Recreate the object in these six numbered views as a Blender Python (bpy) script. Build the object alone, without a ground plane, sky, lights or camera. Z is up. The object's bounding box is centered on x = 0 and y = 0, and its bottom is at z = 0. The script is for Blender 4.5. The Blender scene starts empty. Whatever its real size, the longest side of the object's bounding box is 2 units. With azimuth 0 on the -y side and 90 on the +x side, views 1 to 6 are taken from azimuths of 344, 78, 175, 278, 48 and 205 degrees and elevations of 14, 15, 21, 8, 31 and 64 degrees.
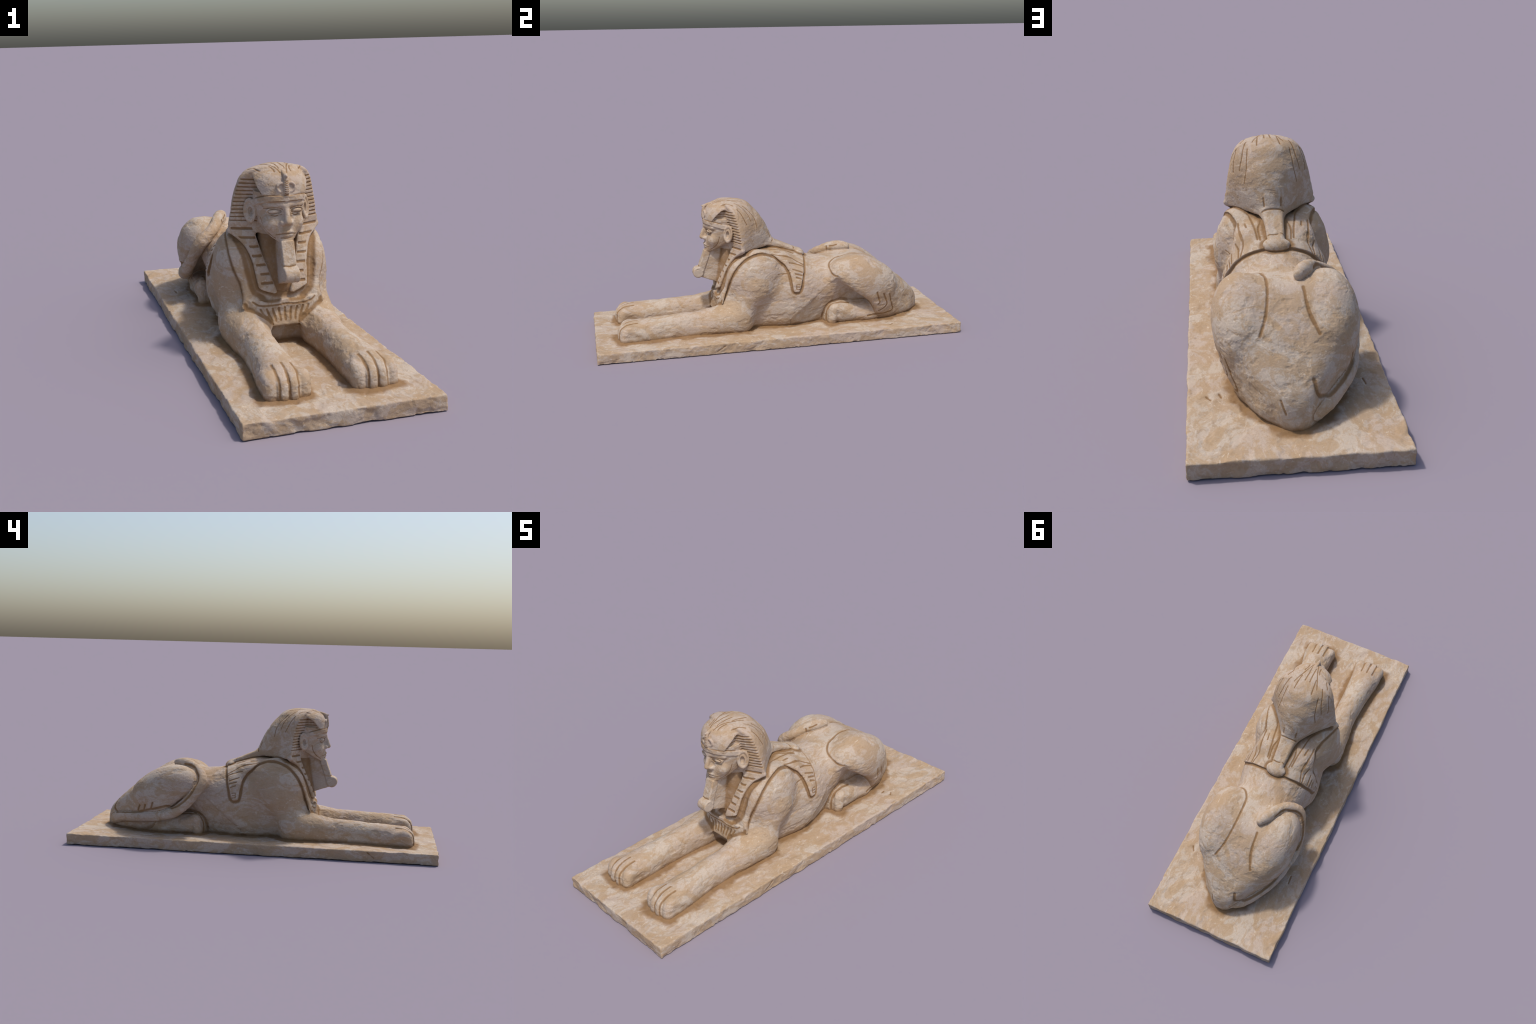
# Reclining stone sphinx on a slab: sculpted as implicit solids, meshed with
# surface nets, split into anatomical parts.  Statue faces -y, tail lies on -x.
import bpy, math
import numpy as np
from mathutils.kdtree import KDTree

F32 = np.float32
PLINTH_TOP = 0.0585

# ---------------------------------------------------------------- field tools
def smin(a, b, k):
    h = np.maximum(k - np.abs(a - b), 0.0) / k
    return np.minimum(a, b) - h * h * (k * 0.25)

def smax(a, b, k):
    return -smin(-a, -b, k)

def curve(xs, ys):
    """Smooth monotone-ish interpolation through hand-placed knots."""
    xs, ys = np.array(xs, float), np.array(ys, float)
    m = np.gradient(ys, xs)
    d = np.diff(ys) / np.diff(xs)
    for i in range(1, len(xs) - 1):
        if d[i - 1] * d[i] <= 0:
            m[i] = 0
    tx = np.linspace(xs[0], xs[-1], 400)
    i = np.clip(np.searchsorted(xs, tx, side="right") - 1, 0, len(xs) - 2)
    hh = xs[i + 1] - xs[i]
    t = (tx - xs[i]) / hh
    ty = ((2 * t**3 - 3 * t**2 + 1) * ys[i] + (t**3 - 2 * t**2 + t) * hh * m[i]
          + (-2 * t**3 + 3 * t**2) * ys[i + 1] + (t**3 - t**2) * hh * m[i + 1])
    ty, x0, step = ty.astype(F32), F32(tx[0]), F32(1 / (tx[1] - tx[0]))
    def look(q):
        u = np.clip((q - x0) * step, 0, F32(398.999))
        i = u.astype(np.int32)
        a = ty.take(i)
        return a + (ty.take(i + 1) - a) * (u - i)
    return look

def p25(a):
    return a * a * np.sqrt(a)

def p225(a):
    return a * a * np.sqrt(np.sqrt(a))

def within(lo, hi, margin=.05):
    """Only evaluate a solid near its bounding box; further off its distance to the box will do."""
    def wrap(fn):
        def inner(p, *a):
            gap = [max(l - float(c.max()), float(c.min()) - h) for c, l, h in zip(p, lo, hi)]
            if max(gap) > margin:
                q = [np.maximum(np.maximum(F32(l) - c, c - F32(h)), 0) for c, l, h in zip(p, lo, hi)]
                return np.sqrt(q[0] ** 2 + q[1] ** 2 + q[2] ** 2)
            return fn(p, *a)
        return inner
    return wrap

def ellipsoid(p, c, r, axes=None):
    q = [p[i] - F32(c[i]) for i in range(3)]
    if axes is not None:
        q = [q[0] * F32(a[0]) + q[1] * F32(a[1]) + q[2] * F32(a[2]) for a in axes]
    k0 = np.sqrt(sum((q[i] / F32(r[i])) ** 2 for i in range(3)) + F32(1e-12))
    k1 = np.sqrt(sum((q[i] / F32(r[i] ** 2)) ** 2 for i in range(3)) + F32(1e-12))
    return k0 * (k0 - 1) / k1

def capsule(p, a, b, ra, rb):
    ab = np.array(b, float) - np.array(a, float)
    s = ab / (ab @ ab)
    x, y, z = p[0] - F32(a[0]), p[1] - F32(a[1]), p[2] - F32(a[2])
    t = x * F32(s[0]); t += y * F32(s[1]); t += z * F32(s[2])
    np.maximum(t, 0, out=t); np.minimum(t, 1, out=t)
    x -= t * F32(ab[0]); y -= t * F32(ab[1]); z -= t * F32(ab[2])
    x *= x; y *= y; z *= z
    x += y; x += z
    np.sqrt(x, out=x)
    t *= F32(rb - ra); t += F32(ra)
    x -= t
    return x

def box(p, c, half, r, axes=None):
    q = [p[i] - F32(c[i]) for i in range(3)]
    if axes is not None:
        q = [q[0] * F32(a[0]) + q[1] * F32(a[1]) + q[2] * F32(a[2]) for a in axes]
    q = [np.abs(q[i]) - F32(half[i] - r) for i in range(3)]
    return (np.sqrt(sum(np.maximum(v, 0) ** 2 for v in q)) + np.minimum(np.maximum(q[0], np.maximum(q[1], q[2])), 0)) - F32(r)

def plane(p, n, c):
    """Positive on the side the normal points to; c is a point of the plane."""
    n = np.array(n, float); n /= np.linalg.norm(n)
    return sum((p[i] - F32(c[i])) * F32(n[i]) for i in range(3))

def steep(F, p, eps=0.0015, least=1.0):
    """Turn an implicit function into an approximate distance."""
    x, y, z = p
    f = F(x, y, z)
    e = F32(eps)
    g = ((F(x + e, y, z) - f) ** 2 + (F(x, y + e, z) - f) ** 2 + (F(x, y, z + e) - f) ** 2) / (e * e)
    return f / np.sqrt(np.maximum(g, F32(least)))

def catmull(pts, n=6):
    P = np.array(pts, float)
    if len(P) < 3:
        return P
    P = np.vstack([2 * P[0] - P[1], P, 2 * P[-1] - P[-2]])
    out = []
    for i in range(1, len(P) - 2):
        for t in np.arange(n) / n:
            out.append(0.5 * (2 * P[i] + (P[i + 1] - P[i - 1]) * t
                       + (2 * P[i - 1] - 5 * P[i] + 4 * P[i + 1] - P[i + 2]) * t**2
                       + (3 * P[i] - P[i - 1] - 3 * P[i + 1] + P[i + 2]) * t**3))
    return np.array(out + [P[-2]])

PATHS = {}

def path(pts, n):
    key = (tuple(map(tuple, pts)), n)
    if key not in PATHS:
        PATHS[key] = catmull(pts, n)
    return PATHS[key]

def tube(p, pts, radii, n=5):
    """Round rope through points; segments that cannot be nearest to this batch of samples are skipped."""
    P = path([tuple(a) + (r,) for a, r in zip(pts, radii)], n)
    lo, hi = np.array([float(c.min()) for c in p]), np.array([float(c.max()) for c in p])
    mid, R = (lo + hi) / 2, np.linalg.norm(hi - lo) / 2
    a, ab = P[:-1, :3], P[1:, :3] - P[:-1, :3]
    t = np.clip(((mid - a) * ab).sum(1) / (ab * ab).sum(1), 0, 1)
    far = np.linalg.norm(mid - a - t[:, None] * ab, axis=1) - np.minimum(P[:-1, 3], P[1:, 3])
    d = None
    for k in np.flatnonzero(far - R - .03 <= far.min() + R):
        c = capsule(p, P[k, :3], P[k + 1, :3], P[k, 3], P[k + 1, 3])
        d = c if d is None else np.minimum(d, c)
    return d

# ---------------------------------------------------------------- stone noise
def lattice(ix, iy, iz, seed):
    h = (ix.astype(np.uint32) * np.uint32(374761393) + iy.astype(np.uint32) * np.uint32(668265263)
         + iz.astype(np.uint32) * np.uint32(2147483647) + np.uint32(seed * 974711 + 1013))
    h = (h ^ (h >> np.uint32(13))) * np.uint32(1274126177)
    h = (h ^ (h >> np.uint32(16))) * np.uint32(2246822519)
    h ^= h >> np.uint32(15)
    return (h & np.uint32(0xFFFFFF)).astype(F32) / F32(0x7FFFFF) - 1

def noise(P, scale, seed):
    q = P * F32(scale) + F32(100)
    i = np.floor(q).astype(np.int64)
    f = (q - i).astype(F32)
    f = f * f * f * (f * (f * 6 - 15) + 10)
    out = 0
    for dx in (0, 1):
        for dy in (0, 1):
            for dz in (0, 1):
                w = (f[:, 0] if dx else 1 - f[:, 0]) * (f[:, 1] if dy else 1 - f[:, 1]) * (f[:, 2] if dz else 1 - f[:, 2])
                out = out + w * lattice(i[:, 0] + dx, i[:, 1] + dy, i[:, 2] + dz, seed)
    return out

def fbm(P, scale, seed, octaves=4):
    return sum(noise(P, scale * 2.03**o, seed + 17 * o) * 0.5**o for o in range(octaves))

# ---------------------------------------------------------------- meshing
def evaluate(f, P, size=8192):
    parts = [P[i:i + size] for i in range(0, len(P), size)]
    return np.concatenate([f(tuple(np.ascontiguousarray(c.T))) for c in parts])

def surface_nets(f, lo, hi, h, B=4):
    lo = np.array(lo, float)
    nb = np.ceil((np.array(hi) - lo) / (h * B)).astype(int)
    g = np.stack(np.meshgrid(*[np.arange(n) for n in nb], indexing="ij"), -1).reshape(-1, 3)
    g = g[np.lexsort(tuple((g // 12)[:, [2, 0, 1]].T))]
    centre = (lo + (g * B + (B - 1) / 2) * h).astype(F32)
    d = evaluate(f, centre)
    R = B * h * 0.87
    near = np.abs(d) < 1.4 * R + 0.001
    V = np.empty(tuple(nb * B), F32)
    D = np.empty(tuple(nb), F32)
    D[tuple(g.T)] = d
    V.reshape(nb[0], B, nb[1], B, nb[2], B)[:] = D[:, None, :, None, :, None]
    off = np.stack(np.meshgrid(*[np.arange(B)] * 3, indexing="ij"), -1).reshape(-1, 3)
    gn = g[near]
    gn = gn[np.lexsort(tuple((gn // 8)[:, [2, 0, 1]].T))]        # neighbours together, so far parts can be skipped
    idx = (gn[:, None, :] * B + off[None]).reshape(-1, 3)
    V[idx[:, 0], idx[:, 1], idx[:, 2]] = evaluate(f, (lo + idx * h).astype(F32))
    inside = V < 0
    cnt = sum(inside[a:, b:, c:][:V.shape[0] - 1, :V.shape[1] - 1, :V.shape[2] - 1].astype(np.int8)
              for a in (0, 1) for b in (0, 1) for c in (0, 1))
    cells = np.argwhere((cnt > 0) & (cnt < 8))
    number = np.full(cnt.shape, -1, np.int32)
    number[tuple(cells.T)] = np.arange(len(cells))
    acc, wgt = np.zeros((len(cells), 3)), np.zeros(len(cells))
    for ax in range(3):
        o1, o2 = [a for a in range(3) if a != ax]
        for s in (0, 1):
            for t in (0, 1):
                A = cells.copy(); A[:, o1] += s; A[:, o2] += t
                Bc = A.copy(); Bc[:, ax] += 1
                va, vb = V[tuple(A.T)], V[tuple(Bc.T)]
                cross = (va < 0) != (vb < 0)
                tt = np.where(cross, va / np.where(cross, va - vb, 1), 0)
                pt = A.astype(float); pt[:, ax] += tt
                acc += pt * cross[:, None]; wgt += cross
    verts = lo + acc / wgt[:, None] * h
    quads = []
    for ax in range(3):
        o1, o2 = (ax + 1) % 3, (ax + 2) % 3
        sl0, sl1 = [slice(None)] * 3, [slice(None)] * 3
        sl0[ax], sl1[ax] = slice(0, -1), slice(1, None)
        a, b = inside[tuple(sl0)], inside[tuple(sl1)]
        e = np.argwhere(a != b)
        keep = (e[:, o1] > 0) & (e[:, o2] > 0) & (e[:, o1] < V.shape[o1] - 1) & (e[:, o2] < V.shape[o2] - 1)
        e = e[keep]
        flip = a[tuple(e.T)]
        def cell(s, t):
            c = e.copy(); c[:, o1] -= s; c[:, o2] -= t
            return number[tuple(c.T)]
        q = np.stack([cell(1, 1), cell(0, 1), cell(0, 0), cell(1, 0)], 1)
        q[~flip] = q[~flip][:, ::-1]
        quads.append(q)
    quads = np.concatenate(quads)
    return verts, quads[(quads >= 0).all(1)]

def sort_mesh(v, q):
    """Order vertices and faces by coarse cells of space."""
    o = np.lexsort(tuple(np.floor(v / .08).astype(int)[:, [2, 0, 1]].T))
    back = np.empty(len(o), np.int64); back[o] = np.arange(len(o))
    v, q = v[o], back[q]
    return v, q[np.argsort(q[:, 0], kind="stable")]

def vertex_normals(v, q):
    n = np.cross(v[q[:, 2]] - v[q[:, 0]], v[q[:, 3]] - v[q[:, 1]])
    out = np.zeros_like(v)
    for i in range(4):
        for k in range(3):
            out[:, k] += np.bincount(q[:, i], n[:, k], len(v))
    return out / np.maximum(np.linalg.norm(out, axis=1, keepdims=True), 1e-12)

# ================================================================ THE BODY
back_top = curve([-.40, -.34, -.28, -.2, -.1, 0, .1, .2, .3, .4, .5], [.10, .30, .40, .455, .485, .478, .447, .416, .405, .40, .37])
body_wide = curve([-.40, -.35, -.28, -.2, -.1, 0, .08, .15, .22, .27, .33, .4, .5], [.04, .125, .165, .18, .184, .202, .213, .206, .188, .18, .175, .175, .165])

@within((-.24, -.4, 0), (.24, .53, .5))
def torso(p):
    def F(x, y, z):
        w, t = body_wide(y), back_top(y)
        zc = F32(.2)
        u = np.where(z > zc, (z - zc) / np.maximum(t - zc, .02), (zc - z) / F32(.215))
        return p225(np.abs(x / w)) + np.where(z > zc, p225(np.abs(u)), p25(np.abs(u))) - 1
    d = steep(F, p, least=9.0)
    d = smax(d, plane(p, (0, 1, 0), (0, .52, 0)), .03)
    d = smax(d, plane(p, (0, -1, .35), (0, -.312, .25)), .03)
    # shoulder ridge
    d = smin(d, capsule((np.abs(p[0]), p[1], p[2]), (.115, -.14, .43), (.100, .03, .405), .052, .045), .04)
    # under the bib the chest is cut back to the forelegs' fork
    fork = smax(plane(p, (0, 1, 0), (0, -.295, 0)), plane(p, (0, 0, 1), (0, 0, .135)), .01)
    d = smax(d, -fork, .02)
    return d

rump_wide = curve([.22, .28, .33, .38, .44, .5, .57, .62, .7, .76, .8, .84, .87], [.10, .155, .215, .238, .247, .248, .236, .217, .165, .120, .086, .050, .01])
rump_top = curve([.22, .28, .33, .38, .44, .5, .583, .65, .703, .75, .803, .835, .86, .875], [.25, .37, .40, .415, .425, .417, .375, .333, .292, .252, .202, .165, .11, .05])

def rump(p):
    def F(x, y, z):
        w, t = rump_wide(y), rump_top(y)
        zc = F32(.05) + (t - F32(.05)) * F32(.56)
        u = np.abs(np.where(z > zc, (z - zc) / np.maximum(t - zc, .02), (zc - z) / np.maximum(zc - F32(.025), .02)))
        a = np.abs(x / w)
        return a * a * a + p25(u) - 1
    d = steep(F, p, least=9.0)
    return smax(smax(d, F32(.272) - p[1], .04), p[1] - F32(.858), .02)

@within((-.29, .2, 0), (.29, .88, .46))
def hindquarters(p):
    x, y, z = np.abs(p[0]), p[1], p[2]
    d = rump((x, y, z))
    # spine lies a little lower than the haunches
    d = d + F32(.016) * np.exp(-(x / F32(.06)) ** 2) * np.clip((F32(.58) - y) / F32(.2), 0, 1)
    d = smin(d, capsule((x, y, z), (.120, .62, .092), (.065, .745, .095), .050, .045), .05)
    return smin(d, smin(ellipsoid((x, y, z), (.160, .43, .325), (.086, .13, .107)), ellipsoid((x, y, z), (.150, .545, .27), (.084, .125, .105)), .09), .04)

@within((.02, .1, 0), (.30, .62, .40), .03)
def groin(p, s):
    """Hollow under the thigh: it starts at a crease on the flank and runs back above the foot."""
    x, y, z = p
    behind = (y - F32(.15)) * F32(.65) - (z - F32(.165)) * F32(.76)
    wall = np.maximum(F32(.20) - F32(.5) * behind - F32(2) * np.minimum(behind, 0), F32(.135)) - x
    under = plane(p, (0, .60, .80), (0, .46, .215 if s > 0 else .20))
    return smax(smax(wall * F32(.7), under, .02), y - F32(.54), .05)

@within((.04, .2, 0), (.24, .79, .2))
def hindfoot(p, s):
    foot = smin(capsule(p, (.146, .350, .108), (.140, .50, .095), .066, .060), capsule(p, (.140, .50, .09), (.122, .63, .085), .060, .052), .04)
    for i in range(3):
        tx, fy = .112 + .036 * i, .252 + .012 * i
        foot = smin(foot, tube(p, [(tx, .42, .100), (tx, .36, .126), (tx, .32, .138), (tx, fy + .035, .118), (tx, fy + .027, .07), (tx, fy + .027, .03)], [.025, .030, .031, .031, .027, .026], 4), .006)
    return foot

curve_leg_x = curve([-.90, -.8, -.7, -.5, -.3, -.1], [.158, .158, .154, .146, .145, .146])
curve_leg_w = curve([-.90, -.86, -.8, -.72, -.6, -.5, -.3, -.1], [.082, .082, .082, .077, .067, .065, .069, .072])
curve_leg_t = curve([-.90, -.86, -.8, -.74, -.6, -.45, -.3, -.2, -.1], [.136, .146, .156, .161, .168, .176, .180, .19, .20])

def foreleg_section(x, y, z):
    c = curve_leg_x(y); w = curve_leg_w(y); t = curve_leg_t(y)
    zc = F32(.095)
    u = np.maximum(z - zc, 0) / np.maximum(t - zc, .01)
    return p225(np.abs((x - c) / w)) + u * u - 1

@within((.06, -.9, 0), (.25, -.72, .2), .02)
def toes(p):
    d = None
    for i in range(4):
        tx = .158 + (i - 1.5) * .038
        fy = -.880 if i in (1, 2) else -.870
        t = tube(p, [(tx, -.74, .085), (tx, -.775, .106), (tx, -.815, .119), (tx, fy + .036, .107), (tx, fy + .028, .07), (tx, fy + .028, .03)], [.022, .027, .029, .029, .0275, .0275], 4)
        d = t if d is None else smin(d, t, .004)
    return d

def foreleg(p, s):
    return right_foreleg((p[0] * F32(s), p[1], p[2]), s)

@within((.04, -.9, 0), (.26, .12, .5))
def right_foreleg(p, s):
    x, y, z = p
    d = steep(foreleg_section, p, least=9.0)
    d = smax(d, plane(p, (0, 1, 0), (0, -.172, 0)), .05)
    d = smax(d, plane(p, (0, -1, 0), (0, -.848, 0)), .03)
    d = smin(d, toes(p), .008)
    # shoulder and upper arm
    arm = ellipsoid(p, (.145, -.128, .335), (.085, .147, .150))
    arm = smin(arm, capsule(p, (.154, -.125, .29), (.150, -.225, .14), .074, .069), .05)
    arm = smin(arm, capsule(p, (.152, -.21, .130), (.146, -.36, .108), .072, .066), .05)
    return smin(d, arm, .05)

TAIL = [(-.01, .800, .100), (-.07, .800, .100), (-.132, .745, .125), (-.202, .62, .145), (-.234, .48, .165), (-.238, .39, .208),
        (-.218, .31, .295), (-.19, .28, .352), (-.135, .305, .394), (-.098, .36, .424), (-.070, .415, .434), (-.052, .450, .434)]
TAIL_R = [.034, .031, .030, .030, .030, .030, .029, .028, .027, .027, .029, .020]

@within((-0.29, 0.24, 0.04), (0.04, 0.87, 0.47))
def tail(p):
    return tube(p, TAIL, TAIL_R, 3)

bib_front = curve([.08, .115, .135, .156, .19, .22, .26, .296, .35, .42], [-.284, -.293, -.303, -.316, -.330, -.336, -.331, -.324, -.306, -.28])

@within((-.25, -.36, .1), (.25, -.24, .42))
def collar(p):
    """Bib lying on the chest, ending in a blunt point."""
    x, y, z = np.abs(p[0]), p[1], p[2]
    q = (x, y, z)
    d = (bib_front(z) - y + np.maximum(x - F32(.08), 0) * F32(.25)) * F32(.95)
    d = smax(d, plane(q, (.62, 0, -.78), (.042, 0, .124)), .008)
    d = smax(d, F32(.118) - z, .008)
    d = smax(d, plane(q, (1, 0, -.25), (.158, 0, .3)), .015)
    d = smax(d, y + F32(.26), .01)
    return smax(d, z - F32(.243), .006)

# The broad collar lies as a raised layer over the shoulders: above this edge line (height over y) ...
collar_edge = curve([-.40, -.31, -.288, -.257, -.205, -.14, -.075, -.022, .014, .048, .062, .070, .076, .25],
                    [.20, .21, .27, .365, .437, .472, .475, .452, .42, .383, .345, .29, .256, .256])
# ... and in front of this rear edge (y over height)
collar_back = curve([.20, .25, .27, .315, .362, .395, .42, .55], [.10, .105, .116, .131, .147, .155, .166, .17])

collar_wide = curve([-.40, -.31, -.288, -.257, -.205, -.14, -.075, -.02, .02, .06, .08, .12, .25], [.10, .138, .156, .184, .19, .18, .162, .147, .148, .163, .182, .20, .20])

def collar_reach(p):
    over = np.minimum(collar_wide(p[1]) - np.abs(p[0]), p[2] - F32(.33))
    return np.minimum(np.maximum((p[2] - collar_edge(p[1])) * F32(.7), over), collar_back(p[2]) - p[1])

def body_parts(p):
    q = {"torso": torso(p), "collar": collar(p), "foreleg": foreleg(p, 1), "foreleg.001": foreleg(p, -1),
         "hindleg": hindquarters(p) + np.maximum(-p[0], 0), "hindleg.001": hindquarters(p) + np.maximum(p[0], 0), "tail": tail(p),
         "hind_paw": hindfoot(p, 1), "hind_paw.001": hindfoot((-p[0], p[1], p[2]), -1)}
    for paw, leg in (("front_paw", "foreleg"), ("front_paw.001", "foreleg.001")):
        q[paw] = q[leg] - F32(.02) * np.sign(F32(-.752) - p[1])
    under = np.minimum(q["torso"], np.minimum(q["foreleg"], q["foreleg.001"]))
    q["collar"] = np.where((collar_reach(p) > 0) & (p[1] > F32(-.30)), np.minimum(q["collar"], under - F32(.01)), q["collar"])
    return q

def body_smooth(p):
    tor, left, right = torso(p), foreleg(p, 1), foreleg(p, -1)
    d = smin(tor, hindquarters(p), .03)
    d = smax(d, -groin(p, 1), .03)
    d = smax(d, -groin((-p[0], p[1], p[2]), -1), .03)
    d = smin(d, smin(hindfoot(p, 1), hindfoot((-p[0], p[1], p[2]), -1), .01), .015)
    d = smin(smin(d, left, .03), right, .03)
    step = np.clip(collar_reach(p) / F32(.006), 0, 1)
    step = step * np.clip((p[1] + F32(.318)) / F32(.008), 0, 1)
    d = d - F32(.0075) * step * step * (3 - 2 * step)
    d = smin(d, collar(p), .008)
    d = smin(d, tail(p), .006)
    return smax(d, F32(.03) - p[2], .004)

def both(*paths):
    """The same line on the left and on the right."""
    return [list(q) for q in paths] + [[(-x, y, z) for x, y, z in q] for q in paths]

# Chiselled lines of the body: (half width, depth, lines)
BODY_CUTS = [
    # edge between shoulder and collar, and the rear edge of the collar
    (.0070, .0036, both([(.055, -.310, .140), (.092, -.335, .172), (.138, -.312, .21), (.156, -.288, .27), (.184, -.257, .365), (.19, -.205, .437), (.18, -.14, .472), (.162, -.075, .475),
                         (.147, -.022, .452), (.148, .014, .42), (.163, .048, .383), (.182, .061, .345), (.200, .067, .295), (.206, .073, .266), (.208, .090, .252)])),
    (.0060, .0036, both([(.05, .168, .42), (.121, .158, .395), (.159, .150, .362), (.19, .136, .315), (.204, .126, .274), (.207, .110, .254), (.208, .092, .252)])),
    # sunken channel around the lappets
    (.0095, .0100, both([(.158, -.205, .465), (.150, -.227, .444), (.139, -.262, .400), (.131, -.297, .342), (.119, -.318, .285), (.085, -.330, .264), (.03, -.334, .247)])),
    # pleats of the collar on the back
    (.0032, .0030, both([(.055, -.048, .476), (.047, -.007, .475), (.063, .045, .458), (.057, .112, .437)], [(.104, -.014, .45), (.101, .019, .447)],
                        [(.119, .023, .434), (.117, .062, .427), (.122, .104, .411), (.134, .145, .388)], [(.143, .06, .405), (.14, .1, .398), (.142, .142, .381)],
                        [(.165, .08, .375), (.167, .132, .356)], [(.177, .092, .353), (.177, .129, .342)], [(.186, .096, .336), (.187, .122, .325)],
                        [(.112, -.104, .474), (.088, -.052, .462), (.075, .042, .454), (.068, .104, .437)], [(.133, -.034, .454), (.121, .007, .436), (.119, .076, .421)])),
    (.0020, .0022, both([(.2, .093, .299), (.206, .092, .275)], [(.2, .093, .299), (.199, .112, .297)], [(.204, .093, .287), (.203, .109, .285)], [(.206, .092, .275), (.205, .111, .272)])),
    # fringe of the bib
    (.0035, .0022, [[(x, -.334, .206), (x * .82, -.328, .170), (x * .72, -.312, max(.126, .126 + (abs(x) - .05) * .9))] for x in (-.098, -.074, -.05, -.025, 0, .025, .05, .074, .098)]),
    (.0030, .0022, both([(0, -.333, .222), (.05, -.334, .219), (.10, -.330, .222), (.125, -.318, .235)])),
    # haunches
    (.0040, .0040, [[(.22, .317, .332), (.19, .298, .34), (.141, .294, .366), (.108, .305, .386), (.079, .342, .403), (.066, .40, .415), (.063, .513, .41), (.077, .609, .358), (.102, .67, .311)]]),
    (.0045, .0040, [[(-.061, .505, .412), (-.07, .602, .363), (-.097, .671, .311)]]),
    (.0030, .0030, [[(.05, .83, .161), (.035, .848, .12)]]),
    # groove above the tail, with three ticks
    (.0055, .0060, [[(-.063, .789, .208), (-.075, .81, .163), (-.119, .786, .150), (-.200, .675, .172), (-.238, .60, .182), (-.262, .508, .203), (-.268, .437, .222), (-.270, .371, .262), (-.245, .322, .325), (-.20, .305, .378), (-.14, .34, .425), (-.10, .39, .432)]]),
    (.0045, .0035, [[(-.226, .629, .206), (-.216, .64, .18)], [(-.245, .591, .214), (-.237, .6, .186)], [(-.259, .545, .23), (-.251, .557, .193)]]),
    # tendons above the left heel
    (.0038, .0035, [[(.26, .542, .232), (.253, .554, .199), (.245, .566, .169), (.240, .555, .158)],
                    [(.248, .587, .218), (.235, .604, .183), (.226, .616, .152), (.220, .600, .133), (.205, .565, .122)],
                    [(.226, .629, .209), (.212, .645, .159), (.195, .659, .119), (.192, .645, .1), (.195, .50, .090)]]),
    # tail tassel
    (.0030, .0028, [[(-.081, .341, .432), (-.074, .342, .405)], [(-.07, .357, .434), (-.061, .376, .438), (-.056, .396, .443)]]),
    # old cracks
    (.0022, .0028, [[(.197, -.004, .364), (.179, .03, .361), (.176, .065, .361)]]),
]
# between the toes
for i in range(3):
    tx = .158 + (i - 1) * .038
    BODY_CUTS.append((.0036, .0050, both([(tx, -.775, .162), (tx, -.82, .158), (tx, -.860, .135), (tx, -.876, .105), (tx, -.876, .060)])))
for tx, fy in ((.130, .258), (.166, .270)):
    BODY_CUTS.append((.0048, .0055, both([(tx, .40, .165), (tx, .33, .168), (tx, fy + .012, .140), (tx, fy, .105), (tx, fy, .060)])))

def prepare(cuts, field):
    """Resample each line and lay it onto the uncut surface."""
    out = []
    for w, depth, lines in cuts:
        for line in lines:
            P = catmull(line, 5) if len(line) > 2 else np.linspace(line[0], line[1], 4)
            for _ in range(4):
                e = 1e-3
                f0 = field(tuple(P.T.astype(F32)))
                g = np.stack([(field(tuple((P + e * np.eye(3)[k]).T.astype(F32))) - f0) / e for k in range(3)], 1)
                P = P - np.clip((f0 / np.maximum((g * g).sum(1), .2))[:, None] * g, -.01, .01)
            out.append((w, depth, P, P.min(0) - 2.6 * w, P.max(0) + 2.6 * w))
    return out

def chisel(p, cuts, widen=1.0):
    """Depth of cut, and how deep inside a cut a point lies (0..1)."""
    lo, hi = [float(c.min()) for c in p], [float(c.max()) for c in p]
    depth, inside = np.zeros_like(p[0]), np.zeros_like(p[0])
    for w, dep, P, a, b in cuts:
        if any(lo[k] > b[k] or hi[k] < a[k] for k in range(3)):
            continue
        m = np.flatnonzero((p[0] > a[0]) & (p[0] < b[0]) & (p[1] > a[1]) & (p[1] < b[1]) & (p[2] > a[2]) & (p[2] < b[2]))
        if not len(m):
            continue
        q = tuple(c[m] for c in p)
        r = None
        for s0, s1 in zip(P[:-1], P[1:]):
            c = capsule(q, s0, s1, 0, 0)
            r = c if r is None else np.minimum(r, c)
        g = np.exp(-(r / F32(w * widen)) ** 2)
        depth[m] = np.maximum(depth[m], g * F32(dep))
        inside[m] = np.maximum(inside[m], g)
    return depth, inside

def body(p):
    return body_smooth(p) + chisel(p, CUTS["body"])[0]

# ================================================================ THE HEAD
hood_top = curve([-.40, -.32, -.26, -.22, -.15, -.094, -.039, 0, .03], [.74, .75, .757, .755, .735, .695, .617, .535, .46])
hood_low = curve([-.40, -.22, -.20, -.17, -.14, -.11, -.05, -.014, .03], [.194, .194, .190, .168, .140, .114, .070, .052, .04])
hood_high = curve([-.40, -.22, -.18, -.144, -.104, -.069, -.03, .03], [.150, .152, .153, .142, .122, .098, .067, .04])

def wing_front(x, z):
    """Front face of the headcloth's wings; it leans forward under the brow arch."""
    lean = np.clip((z - F32(.62)) / F32(.07), 0, 1) * np.clip((F32(.165) - x) / F32(.045), 0, 1)
    return F32(-.238) + (x - F32(.106)) * F32(.46) - (z - F32(.513)) * F32(.06) - F32(.015) * lean

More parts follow.
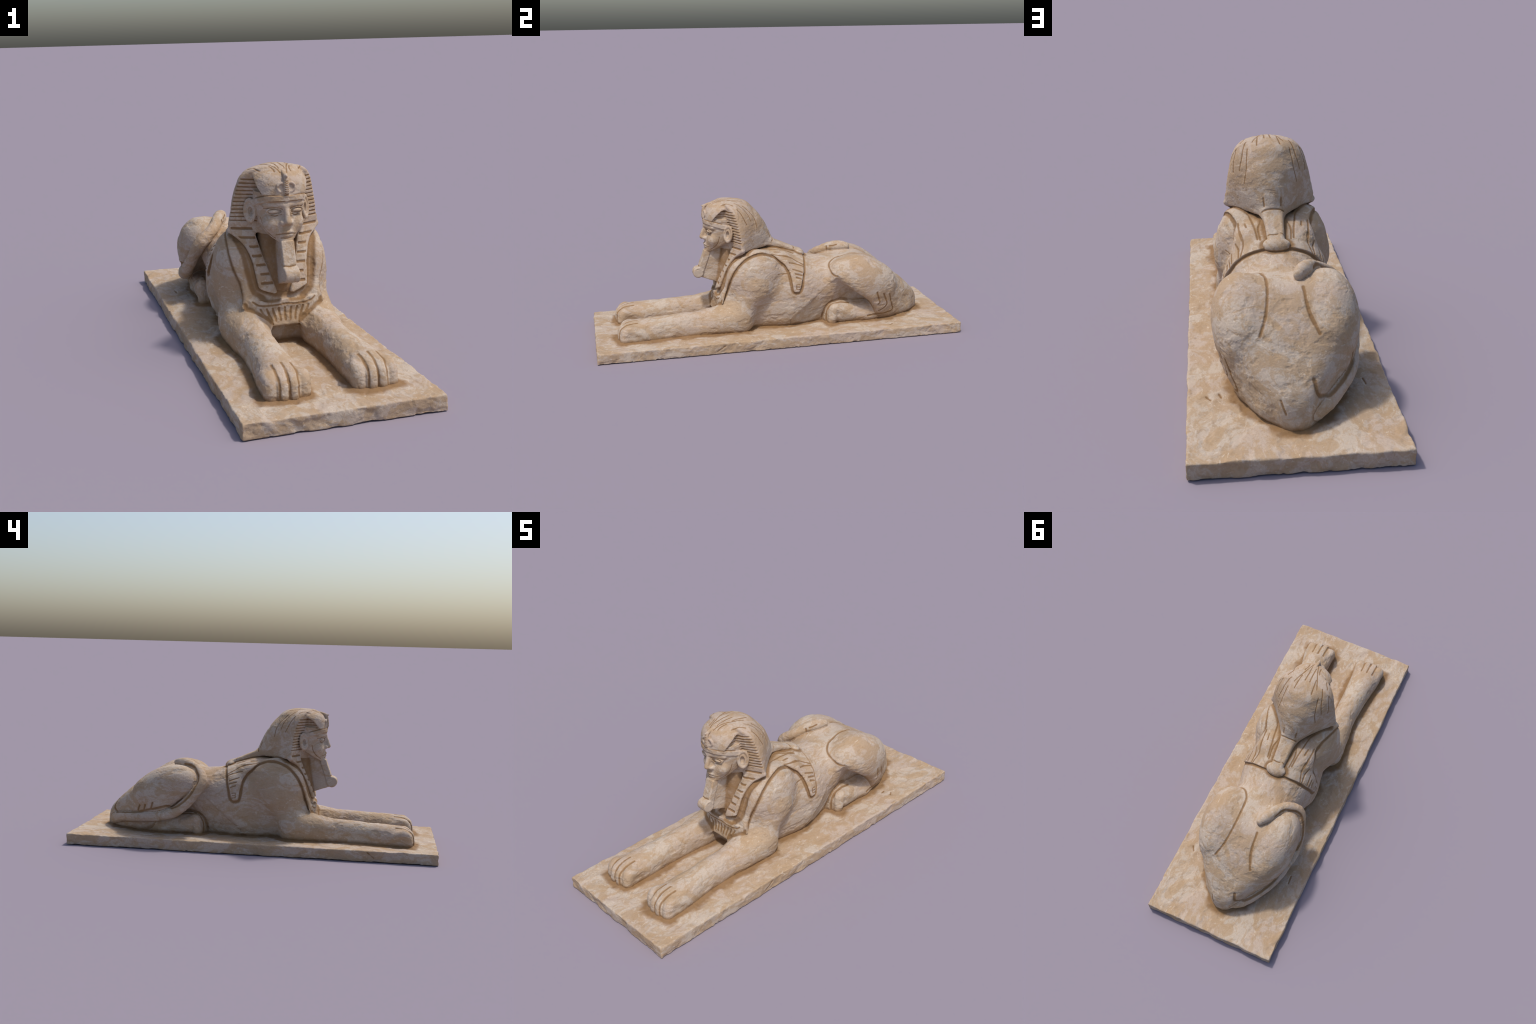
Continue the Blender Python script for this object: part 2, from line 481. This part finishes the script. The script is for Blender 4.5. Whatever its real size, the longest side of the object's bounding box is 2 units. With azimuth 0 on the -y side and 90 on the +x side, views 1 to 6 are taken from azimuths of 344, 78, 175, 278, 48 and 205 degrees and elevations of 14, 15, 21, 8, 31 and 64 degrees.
@within((-.2, -.36, .25), (.2, .2, .77))
def hood(p):
    x, y, z = np.abs(p[0]), p[1], p[2]
    low, t = hood_low(y), np.clip((z - F32(.5)) / F32(.18), 0, 1.3)
    side = (x - low - (hood_high(y) - low) * t) * F32(.93)
    top = steep(lambda x, y, z: z - hood_top(y) + x * x * (1 + F32(4.0) * np.clip((y + F32(.21)) * 10, 0, 1)), (x, y, z))
    d = smax(side, top, .055)
    d = smax(d, (wing_front(x, z) - y) * F32(.9), .008)
    d = smax(d, F32(.492) - z, .012)
    d = smax(d, y - F32(.015), .01)
    # pigtail and its knob
    tilt = [(1, 0, 0), (0, .915, -.404), (0, .404, .915)]
    pig = box((x + (y - F32(.08)) * F32(.06), y, z), (0, .070, .468), (.036, .105, .020), .014, tilt)
    d = smin(d, pig, .02)
    d = smin(d, ellipsoid(p, (0, .150, .433), (.054, .036, .024), tilt), .005)
    return smin(d, lappet((x, y, z)), .010)

lap_out = curve([.22, .27, .29, .34, .397, .464, .495, .56], [.090, .093, .098, .105, .116, .148, .183, .186])
lap_in = curve([.22, .27, .344, .418, .49, .544, .60], [.018, .026, .046, .069, .086, .1, .1])
lap_front = curve([.22, .26, .29, .34, .39, .477, .513, .56], [-.340, -.331, -.324, -.306, -.286, -.252, -.242, -.242])

def lappet(q):
    x, y, z = q
    o, i, f = lap_out(z), lap_in(z), lap_front(z)
    m, w = (o + i) / 2, (o - i) / 2
    front = f + np.maximum(x - F32(.1), 0) * F32(.46)
    thick = np.clip((F32(.5) - z) * F32(.3) + F32(.010), .010, .03)
    d = smax((np.abs(x - m) - w) * F32(.85), (np.abs(y - front - thick) - thick) * F32(.93), .010)
    return smax(smax(d, F32(.262) - z + np.maximum(x - F32(.04), 0) * F32(.4), .01), z - F32(.508), .01)

face_wide = curve([.44, .47, .49, .52, .56, .60, .64, .68], [.045, .052, .062, .076, .089, .096, .099, .100])
face_front = curve([.44, .47, .49, .51, .53, .56, .59, .615, .65, .68], [-.350, -.366, -.372, -.375, -.374, -.367, -.365, -.374, -.378, -.375])

@within((-0.12, -0.41, 0.44), (0.12, -0.12, 0.68))
def face(p):
    def F(x, y, z):
        w, f = face_wide(z), face_front(z)
        yc = F32(-.25)
        return p25(np.abs(x / w)) + p225(np.abs(y - yc) / np.maximum(yc - f, F32(.02))) - 1
    x, y, z = np.abs(p[0]), p[1], p[2]
    d = steep(F, p, least=9.0)
    d = smax(d, plane(p, (0, .52, -.85), (0, -.355, .471)), .012)
    d = smax(d, z - F32(.665), .004)
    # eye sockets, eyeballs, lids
    q = (x, y, z)
    d = smax(d, -ellipsoid(q, (.041, -.386, .594), (.032, .026, .020)), .012)
    d = smin(d, ellipsoid(q, (.043, -.346, .594), (.027, .022, .0115)), .003)
    lid = np.sqrt(((np.sqrt(((x - F32(.043)) / F32(.0275)) ** 2 + ((z - F32(.5945)) / F32(.0125)) ** 2) - 1) * F32(.014)) ** 2 + (y + F32(.3625) - (x - F32(.043)) * F32(.28)) ** 2) - F32(.0021)
    d = smin(d, lid, .003)
    # brow and nose
    d = smin(d, capsule(q, (.012, -.370, .619), (.072, -.340, .616), .010, .008), .012)
    d = smin(d, capsule(q, (0, -.372, .615), (0, -.390, .556), .0085, .0125), .012)
    d = smin(d, ellipsoid(q, (.0155, -.374, .551), (.0115, .014, .0105)), .010)
    d = smin(d, capsule(q, (0, -.356, .618), (0, -.366, .556), .0145, .0165), .008)
    # cheeks
    d = smin(d, ellipsoid(q, (.045, -.335, .545), (.032, .026, .030)), .02)
    # lips and chin
    d = smin(d, tube(q, [(0, -.3755, .515), (.016, -.3725, .5155), (.036, -.359, .507)], [.0065, .006, .003], 4), .004)
    d = smin(d, tube(q, [(0, -.374, .503), (.015, -.3705, .503), (.033, -.359, .506)], [.0065, .0055, .003], 4), .004)
    d = smin(d, ellipsoid(q, (0, -.362, .484), (.026, .015, .014)), .01)
    return d

@within((-0.13, -0.39, 0.62), (0.13, -0.09, 0.77))
def cap(p):
    def F(x, y, z):
        u = np.maximum(z - F32(.62), 0) / F32(.139)
        return p225(np.abs(x / F32(.118))) + p25(np.abs((y + F32(.24)) / F32(.137))) + u * u * u * u - 1
    x, y, z = np.abs(p[0]), p[1], p[2]
    d = steep(F, p, least=9.0)
    d = smax(d, F32(.64) - z, .006)
    # the temples are cut in above the band so the cloth arches over them
    arch = F32(.717) - F32(9.5) * np.minimum(y + F32(.262), 0) ** 2
    recess = np.maximum((z - arch) * F32(.7), F32(.081) - x)
    return smax(d, -recess, .006)

@within((-0.11, -0.39, 0.58), (0.11, -0.11, 0.67))
def band(p):
    x, y, z = np.abs(p[0]), p[1], p[2]
    def F(x, y, z):
        return p25(np.abs(x / F32(.103))) + p225(np.abs((y + F32(.25)) / F32(.133))) - 1
    d = steep(F, p, least=9.0)
    drop = np.maximum(y + F32(.36), 0) * F32(.28)
    return smax(d, np.abs(z - F32(.643) + drop) - F32(.0125), .004)

@within((-0.09, -0.33, 0.2), (0.09, -0.13, 0.58))
def neck(p):
    return capsule(p, (0, -.215, .50), (0, -.235, .30), .072, .085)

@within((-0.04, -0.46, 0.28), (0.04, -0.24, 0.51))
def beard(p):
    x, y, z = np.abs(p[0]), p[1], p[2]
    q = (x, y, z)
    bar = box(q, (0, -.384, .420), (.0265, .018, .061), .006, axes=[(1, 0, 0), (0, .943, -.333), (0, .333, .943)])
    knob = smax(np.sqrt((y + F32(.4175)) ** 2 + (z - F32(.358)) ** 2) - F32(.0295), x - F32(.0295), .008)
    web = smax(x - F32(.0215), plane(q, (0, -.943, .333), (0, -.378, .42)), .004)
    web = smax(web, plane(q, (0, -.36, -.93), (0, -.40, .329)), .006)
    web = smax(web, z - F32(.505), .01)
    web = smax(web, y + F32(.22), .01)
    return smin(smin(bar, knob, .006), web, .003)

def ear(p, s):
    return right_ear((p[0] * F32(s), p[1], p[2]), s)

@within((.05, -.3, .52), (.15, -.2, .65))
def right_ear(p, s):
    x, y, z = p
    n = np.array((.74, -.67, 0.1)); n /= np.linalg.norm(n)
    t = np.cross((0, .12, 1), n); t /= np.linalg.norm(t)
    u = np.cross(n, t)
    ax = [n, t, u]
    q = (x, y, z)
    c = np.array((.108, -.258, .585))
    d = ellipsoid(q, c, (.009, .0275, .045), ax)
    l = [sum((q[i] - F32(c[i])) * F32(a[i]) for i in range(3)) for a in ax]
    k = np.sqrt((l[1] / F32(.0235)) ** 2 + (l[2] / F32(.0405)) ** 2) + F32(1e-6)
    rim = np.sqrt(((k - 1) * F32(.027)) ** 2 + (l[0] - F32(.005)) ** 2) - F32(.0062)
    d = smin(d, rim, .004)
    d = smax(d, -ellipsoid(q, c + n * .008 - t * .003 - u * .004, (.014, .0105, .019), ax), .003)
    d = smin(d, capsule(q, (.090, -.242, .597), (.090, -.244, .565), .016, .012), .004)
    return d

@within((-0.045, -0.4, 0.63), (0.045, -0.31, 0.77))
def uraeus(p):
    x, y, z = np.abs(p[0]), p[1], p[2]
    q = (x, y, z)
    d = tube(q, [(0, -.374, .656), (0, -.377, .675), (0, -.3765, .70), (0, -.372, .722)], [.0125, .0125, .011, .009], 3)
    d = smin(d, capsule(q, (0, -.370, .728), (0, -.384, .7275), .008, .0045), .004)
    ring = np.sqrt((np.sqrt((x - F32(.0175)) ** 2 + (z - F32(.685)) ** 2) - F32(.0165)) ** 2 + (y + F32(.3725)) ** 2) - F32(.0055)
    d = smin(d, ring, .003)
    return smin(d, tube(q, [(0, -.358, .731), (0, -.345, .736), (0, -.330, .741)], [.009, .009, .006], 3), .006)

def head_parts(p):
    return {"headdress": smin(hood(p), cap(p), .008), "headband": band(p), "head": face(p), "neck": neck(p), "beard": beard(p),
            "ear": ear(p, 1), "ear.001": ear(p, -1), "cobra_ornament": uraeus(p)}

def stripe_mark(p):
    """Pleats of the headcloth: fine ribs on the wings, broad bars on the lappets (0..1)."""
    x, y, z = np.abs(p[0]), p[1], p[2]
    wing = wing_front(x, z)
    lap = lap_front(z) + np.maximum(x - F32(.1), 0) * F32(.46)
    upper = z > F32(.520)
    near = np.clip(1.6 - np.abs(y - np.where(upper, wing, lap)) / F32(.006), 0, 1)
    k = np.round((z - F32(.5425)) / F32(.0148))
    fine = np.clip(1.5 - np.abs(z - F32(.5425) - k * F32(.0148)) / F32(.0022), 0, 1) * (k > -.5) * (k < 11.5)
    fine = fine * np.clip((F32(.205) - F32(.30) * (z - F32(.52)) - x) / F32(.004), 0, 1) * np.clip((x - F32(.075)) / F32(.006), 0, 1)
    j = np.round((z - F32(.306)) / F32(.034))
    o, i = lap_out(z), lap_in(z)
    wide = np.clip(1.5 - np.abs(z - F32(.306) - j * F32(.034)) / F32(.0044), 0, 1) * (j > -.5) * (j < 6.5)
    wide = wide * np.clip((o - (o - i) * (F32(.14) + F32(.12) * (np.mod(j, 3) == 1)) - x) / F32(.004), 0, 1) * np.clip((x - i - F32(.004)) / F32(.003), 0, 1)
    arch = F32(.714) - F32(9.5) * np.minimum(y + F32(.262), 0) ** 2
    inner = np.clip(1.6 - np.abs(x - F32(.081)) / F32(.005), 0, 1) * (y > F32(-.333)) * (y < F32(-.22)) * (z > F32(.656)) * (z < arch)
    rib = np.clip(1.5 - np.abs(z - F32(.5425) - k * F32(.0148)) / F32(.0022), 0, 1)
    return np.maximum(near * np.where(upper, fine, wide), .8 * inner * rib)

def ring(cx, cy, cz, rx, rz, bow, n=14, a0=0, a1=2 * math.pi):
    return [(cx + rx * math.cos(a), cy + bow * math.cos(a), cz + rz * math.sin(a)) for a in np.linspace(a0, a1, n)]

HEAD_CUTS = [
    # strands over the crown
    (.0024, .0024, both([(.013, -.345, .737), (.021, -.313, .75), (.035, -.273, .757), (.063, -.203, .75)], [(.032, -.333, .74), (.033, -.313, .749), (.04, -.287, .754)],
                        [(.012, -.318, .750), (.011, -.279, .758), (.013, -.226, .759)], [(.077, -.29, .739), (.09, -.259, .74), (.11, -.232, .739)],
                        [(.087, -.22, .748), (.105, -.180, .728), (.116, -.150, .698), (.128, -.131, .653)], [(.087, -.172, .732), (.097, -.125, .691), (.104, -.103, .654), (.110, -.096, .609)],
                        [(.129, -.212, .722), (.14, -.192, .7), (.149, -.174, .667), (.15, -.16, .639)], [(.039, -.25, .758), (.047, -.169, .746)])),
    (.0036, .0035, both([(.036, -.024, .566), (.034, -.013, .538)])),
    (.0036, .0040, [[(.044, -.006, .515), (.022, 0, .526), (0, .002, .529), (-.022, 0, .526), (-.044, -.006, .515)]]),
    (.0030, .0030, [[(.028, .118, .461), (.006, .121, .463), (-.008, .119, .463)], [(-.020, .113, .463), (-.030, .120, .458)]]),
    # chin strap, brow, eyelids, mouth
    (.0020, .0020, both([(.083, -.305, .564), (.074, -.312, .532), (.059, -.33, .506), (.039, -.351, .489)])),
    (.0020, .0018, both([(.008, -.383, .632), (.036, -.378, .633), (.066, -.362, .630)])),
    (.0017, .0022, both(ring(.043, -.362, .5945, .0235, .0092, .006))),
    (.0016, .0014, both([(.014, -.372, .600), (.028, -.366, .612), (.052, -.355, .612), (.078, -.332, .602)], [(.018, -.366, .584), (.040, -.362, .576), (.064, -.350, .582)])),
    (.0017, .0022, [[(-.037, -.358, .505), (-.018, -.373, .5095), (0, -.378, .509), (.018, -.373, .5095), (.037, -.358, .505)]]),
    (.0020, .0018, [[(-.020, -.366, .492), (0, -.374, .490), (.020, -.366, .492)]]),
    (.0022, .0022, [[(-.025, -.409, .392), (-.004, -.412, .390), (.020, -.410, .393)]]),
    # seam between cloth and brow band
    (.0020, .0022, both([(0, -.386, .657), (.045, -.372, .656), (.078, -.339, .652), (.094, -.29, .638)])),
    # scales of the cobra
    (.0015, .0015, [[(-.009, -.386, z), (0, -.388, z - .003), (.009, -.386, z)] for z in (.664, .672, .680, .688, .696, .704, .712)]),
]

def head_smooth(p):
    q = head_parts(p)
    d = smin(q["head"], q["neck"], .02)
    d = smin(d, q["headdress"], .004)
    d = smin(d, q["headband"], .003)
    d = smin(d, q["beard"], .004)
    d = smin(d, smin(q["ear"], q["ear.001"], .001), .004)
    return smin(d, q["cobra_ornament"], .003)

def head(p):
    d = head_smooth(p) + chisel(p, CUTS["head"])[0]
    return d + F32(.0028) * stripe_mark(p)

CUTS = {}
CUTS["body"] = prepare(BODY_CUTS, body_smooth)
CUTS["head"] = prepare(HEAD_CUTS, head_smooth)

# ================================================================ MATERIALS
def stone_material():
    m = bpy.data.materials.new("weathered_limestone")
    m.use_nodes = True
    nt = m.node_tree
    N, L = nt.nodes, nt.links
    bsdf = N["Principled BSDF"]
    bsdf.inputs["Roughness"].default_value = .88
    bsdf.inputs["Specular IOR Level"].default_value = .25
    co = N.new("ShaderNodeTexCoord").outputs["Object"]

    def noise_tex(scale, detail=5, rough=.55, warp=0.0, stretch=(1, 1, 1), shift=(0, 0, 0)):
        mp = N.new("ShaderNodeMapping")
        mp.inputs["Scale"].default_value = stretch
        mp.inputs["Location"].default_value = shift
        L.new(co, mp.inputs["Vector"])
        t = N.new("ShaderNodeTexNoise")
        t.inputs["Scale"].default_value = scale
        t.inputs["Detail"].default_value = detail
        t.inputs["Roughness"].default_value = rough
        t.inputs["Distortion"].default_value = warp
        L.new(mp.outputs[0], t.inputs["Vector"])
        return t.outputs["Fac"]

    def ramp(fac, lo, hi):
        r = N.new("ShaderNodeMapRange")
        r.interpolation_type = "SMOOTHSTEP"
        r.inputs["From Min"].default_value, r.inputs["From Max"].default_value = lo, hi
        L.new(fac, r.inputs["Value"])
        return r.outputs["Result"]

    def math_node(op, a, b):
        n = N.new("ShaderNodeMath"); n.operation = op
        for k, v in enumerate((a, b)):
            if isinstance(v, (int, float)):
                n.inputs[k].default_value = v
            else:
                L.new(v, n.inputs[k])
        return n.outputs[0]

    def mix(fac, a, b):
        n = N.new("ShaderNodeMix"); n.data_type = "RGBA"
        if isinstance(fac, (int, float)):
            n.inputs[0].default_value = fac
        else:
            L.new(fac, n.inputs[0])
        for k, v in ((6, a), (7, b)):
            if isinstance(v, tuple):
                n.inputs[k].default_value = (*v, 1)
            else:
                L.new(v, n.inputs[k])
        return n.outputs[2]

    pale, rose, ochre, chalk, rust = STONE["pale"], STONE["rose"], STONE["ochre"], STONE["chalk"], STONE["rust"]
    # bedding patches of pale and ochre stone, with ragged edges
    patch = ramp(noise_tex(7.5, 9, .66, 1.1, (1, .7, 1.15)), .47, .56)
    small = ramp(noise_tex(21, 7, .66, .8, (1.15, .6, 1.2), (3, 1, 2)), .50, .575)
    base = mix(ramp(noise_tex(5.5, 4, .5, .3, shift=(7, 3, 1)), .4, .62), pale, rose)
    col = mix(math_node("MULTIPLY", patch, .66), base, ochre)
    col = mix(math_node("MULTIPLY", small, .50), col, ochre)
    # chalky bruises and short streaks
    streak = ramp(noise_tex(30, 7, .62, 1.4, (1.3, .7, 1.5), (1, 9, 4)), .60, .66)
    col = mix(math_node("MULTIPLY", streak, .45), col, chalk)
    fleck = ramp(noise_tex(55, 6, .6, .6, (1.2, .6, 1.3), (5, 2, 8)), .36, .44)
    col = mix(math_node("MULTIPLY", math_node("SUBTRACT", 1.0, fleck), .40), col, ochre)
    # grain
    grain = noise_tex(160, 3, .6)
    g = N.new("ShaderNodeMix"); g.data_type = "RGBA"; g.blend_type = "MULTIPLY"; g.inputs[0].default_value = 1
    L.new(col, g.inputs[6])
    gr = N.new("ShaderNodeMapRange")
    gr.inputs["From Min"].default_value, gr.inputs["From Max"].default_value = .3, .7
    gr.inputs["To Min"].default_value, gr.inputs["To Max"].default_value = .93, 1.06
    L.new(grain, gr.inputs["Value"])
    L.new(gr.outputs[0], g.inputs[7])
    col = g.outputs[2]
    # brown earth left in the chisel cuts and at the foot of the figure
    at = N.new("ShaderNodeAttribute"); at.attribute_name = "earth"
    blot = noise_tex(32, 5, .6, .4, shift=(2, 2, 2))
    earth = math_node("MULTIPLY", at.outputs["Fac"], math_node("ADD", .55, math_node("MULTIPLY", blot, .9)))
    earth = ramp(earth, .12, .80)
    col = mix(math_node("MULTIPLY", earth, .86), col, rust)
    L.new(col, bsdf.inputs["Base Color"])
    # fine tooling and pores
    b1 = N.new("ShaderNodeBump"); b1.inputs["Strength"].default_value = .45; b1.inputs["Distance"].default_value = .004
    L.new(noise_tex(70, 6, .65, .3, (1, 1, 1.3)), b1.inputs["Height"])
    b2 = N.new("ShaderNodeBump"); b2.inputs["Strength"].default_value = .35; b2.inputs["Distance"].default_value = .002
    L.new(grain, b2.inputs["Height"]); L.new(b1.outputs[0], b2.inputs["Normal"])
    L.new(b2.outputs[0], bsdf.inputs["Normal"])
    return m

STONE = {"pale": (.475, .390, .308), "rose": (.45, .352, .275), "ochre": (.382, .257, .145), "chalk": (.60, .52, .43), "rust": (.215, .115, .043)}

# ================================================================ ASSEMBLY
def add_object(name, parent, verts, quads, normals, earth, material):
    me = bpy.data.meshes.new(name.split(".")[0])
    used = np.unique(quads)
    back = np.zeros(len(verts), np.int64); back[used] = np.arange(len(used))
    me.vertices.add(len(used)); me.vertices.foreach_set("co", verts[used].astype(F32).ravel())
    me.loops.add(quads.size); me.loops.foreach_set("vertex_index", back[quads].astype(np.int32).ravel())
    me.polygons.add(len(quads)); me.polygons.foreach_set("loop_start", np.arange(0, quads.size, 4, dtype=np.int32))
    me.update(calc_edges=True)
    me.polygons.foreach_set("use_smooth", np.ones(len(quads), bool))
    me.attributes.new("earth", "FLOAT", "POINT").data.foreach_set("value", earth[used].astype(F32))
    me.normals_split_custom_set_from_vertices(normals[used].tolist())
    me.materials.append(material)
    ob = bpy.data.objects.new(name, me)
    bpy.context.collection.objects.link(ob)
    ob.parent = parent
    return ob

def relief(v, n, amount):
    """Weathered surface: soft undulation, flaked-off scales with ragged rims, and pitting."""
    P = v.astype(F32)
    q = P * np.array([1, .8, 1.35], F32)
    d = .0016 * fbm(P, 11, 3, 3)
    f = fbm(q, 24, 11, 4)
    for level, depth in ((.10, .0016), (.34, .0014), (.58, .0012)):
        t = np.clip((f - level) / .05, 0, 1)
        d -= depth * t * t * (3 - 2 * t)
    d += .0006 * fbm(q, 85, 29, 2)
    return v + n * (d * amount)[:, None]

def sculpt(field, parts, lo, hi, h, parent, material, roughness, earth_of):
    v, q = surface_nets(field, lo, hi, h)
    v, q = sort_mesh(v, q)
    for _ in range(2):
        n = vertex_normals(v, q)
        v = v - n * np.clip(evaluate(field, v.astype(F32)), -h * .5, h * .5)[:, None] * .9
    earth = evaluate(earth_of, v.astype(F32))
    v = relief(v, vertex_normals(v, q), evaluate(roughness, v.astype(F32)))
    n = vertex_normals(v, q)
    mid = v[q].mean(1).astype(F32)
    names = list(parts(tuple(np.ascontiguousarray(mid[:1].T))))
    which = evaluate(lambda p: np.argmin(np.stack(list(parts(p).values())), 0), mid)
    made = {}
    for i, name in enumerate(names):
        sel = which == i
        if sel.any():
            made[name] = add_object(name, parent, v, q[sel], n, earth, material)
    for part, whole in PIECE_OF.items():            # sub-parts hang on their part
        for end in ("", ".001"):
            if part + end in made:
                made[part + end].parent = made.get(whole + end) or made[whole]
    return v

PIECE_OF = {"front_paw": "foreleg", "hind_paw": "hindleg", "ear": "head", "headband": "headdress", "cobra_ornament": "headdress", "beard": "head"}

def fade(d, reach):
    return np.clip(1 - d / F32(reach), 0, 1)

def body_earth(p):
    e = chisel(p, CUTS["body"], 1.45)[1]
    e = np.maximum(e, 1.1 * fade(head_smooth(p), .026))
    e = np.maximum(e, .85 * fade(p[2] - F32(PLINTH_TOP), .030))
    for s in (1, -1):
        f = hindfoot((p[0] * s, p[1], p[2]), s)
        e = np.maximum(e, .8 * fade(f, .022) * (f > F32(.004)))
    t = tail(p)
    return np.maximum(e, .8 * fade(t, .009) * (t > F32(.0015)))

def head_earth(p):
    e = chisel(p, CUTS["head"], 1.25)[1]
    e = np.maximum(e, stripe_mark(p))
    e = np.maximum(e, .9 * fade(body_smooth(p), .010))
    deep = fade(neck(p), .012) * (p[2] < F32(.49)) * (np.abs(p[0]) < F32(.085))
    return np.maximum(e, .7 * deep)

def carved(p):
    """The face is dressed smoother than the rest."""
    return .38 - .15 * np.clip(1.6 - np.sqrt((p[0] / F32(.1)) ** 2 + ((p[1] + F32(.34)) / F32(.10)) ** 2 + ((p[2] - F32(.56)) / F32(.11)) ** 2), 0, 1)

def slab(parent, material, foot):
    """Slab with split, chipped edges."""
    def F(p):
        x, y, z = p
        P = np.stack([x, y, z], 1)
        ragged = F32(.0018) * fbm(P, 26, 41, 4) + F32(.0028) * np.maximum(noise(P, 11, 77), 0)
        side = box((x, y, np.zeros_like(z)), (0, 0, 0), (.357, .9965, 1), .004)
        return smax(smax(side + ragged, z - F32(PLINTH_TOP) + F32(.0022) * fbm(P, 22, 5, 3) * np.exp(side / F32(.03)), .007), -z, .001)
    v, q = surface_nets(F, (-.37, -1.012, -.012), (.37, 1.012, .072), .0042)
    v, q = sort_mesh(v, q)
    n = vertex_normals(v, q)
    v = v - n * np.clip(evaluate(F, v.astype(F32)), -.002, .002)[:, None] * .9
    n = vertex_normals(v, q)
    marks = [(.004, .004, np.array(a), None, None) for a in ([(.29, .60, PLINTH_TOP), (.275, .625, PLINTH_TOP)], [(.245, .585, PLINTH_TOP), (.238, .61, PLINTH_TOP)],
             [(-.268, .53, PLINTH_TOP), (-.272, .575, PLINTH_TOP)], [(.357, -.33, .040), (.357, -.375, .012)], [(-.357, -.63, .048), (-.357, -.665, .020)])]
    marks = [(w, d, P, P.min(0) - .012, P.max(0) + .012) for w, d, P, _, _ in marks]
    cut, inside = chisel(tuple(v.T.astype(F32)), marks)
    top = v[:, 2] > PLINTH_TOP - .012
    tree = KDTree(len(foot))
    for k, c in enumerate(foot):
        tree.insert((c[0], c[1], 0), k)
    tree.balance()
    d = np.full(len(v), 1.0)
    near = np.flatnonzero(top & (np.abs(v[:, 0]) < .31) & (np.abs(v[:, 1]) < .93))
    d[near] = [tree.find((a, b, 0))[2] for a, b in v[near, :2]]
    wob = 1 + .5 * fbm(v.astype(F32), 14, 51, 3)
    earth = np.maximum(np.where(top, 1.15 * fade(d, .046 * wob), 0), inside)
    up = np.where(top & (v[:, 2] > .02), .006 * fade(d, .030) ** 2, 0)
    v = relief(v, n, np.full(len(v), .75)) - n * cut[:, None]
    v[:, 2] = np.maximum(v[:, 2] + up, 0)
    n = vertex_normals(v, q)
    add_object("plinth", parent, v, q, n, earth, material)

def main():
    root = bpy.data.objects.new("sphinx_statue", None)
    bpy.context.collection.objects.link(root)
    root["label"] = "reclining stone sphinx with striped headcloth on a flat slab"
    root["category"] = "statue"
    stone = stone_material()
    v = sculpt(body, body_parts, (-.32, -.92, .0), (.32, .90, .54), .0028, root, stone, lambda p: np.full_like(p[0], .62), body_earth)
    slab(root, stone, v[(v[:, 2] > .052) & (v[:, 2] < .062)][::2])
    sculpt(head, head_parts, (-.21, -.47, .22), (.21, .21, .78), .0018, root, stone, carved, head_earth)

main()
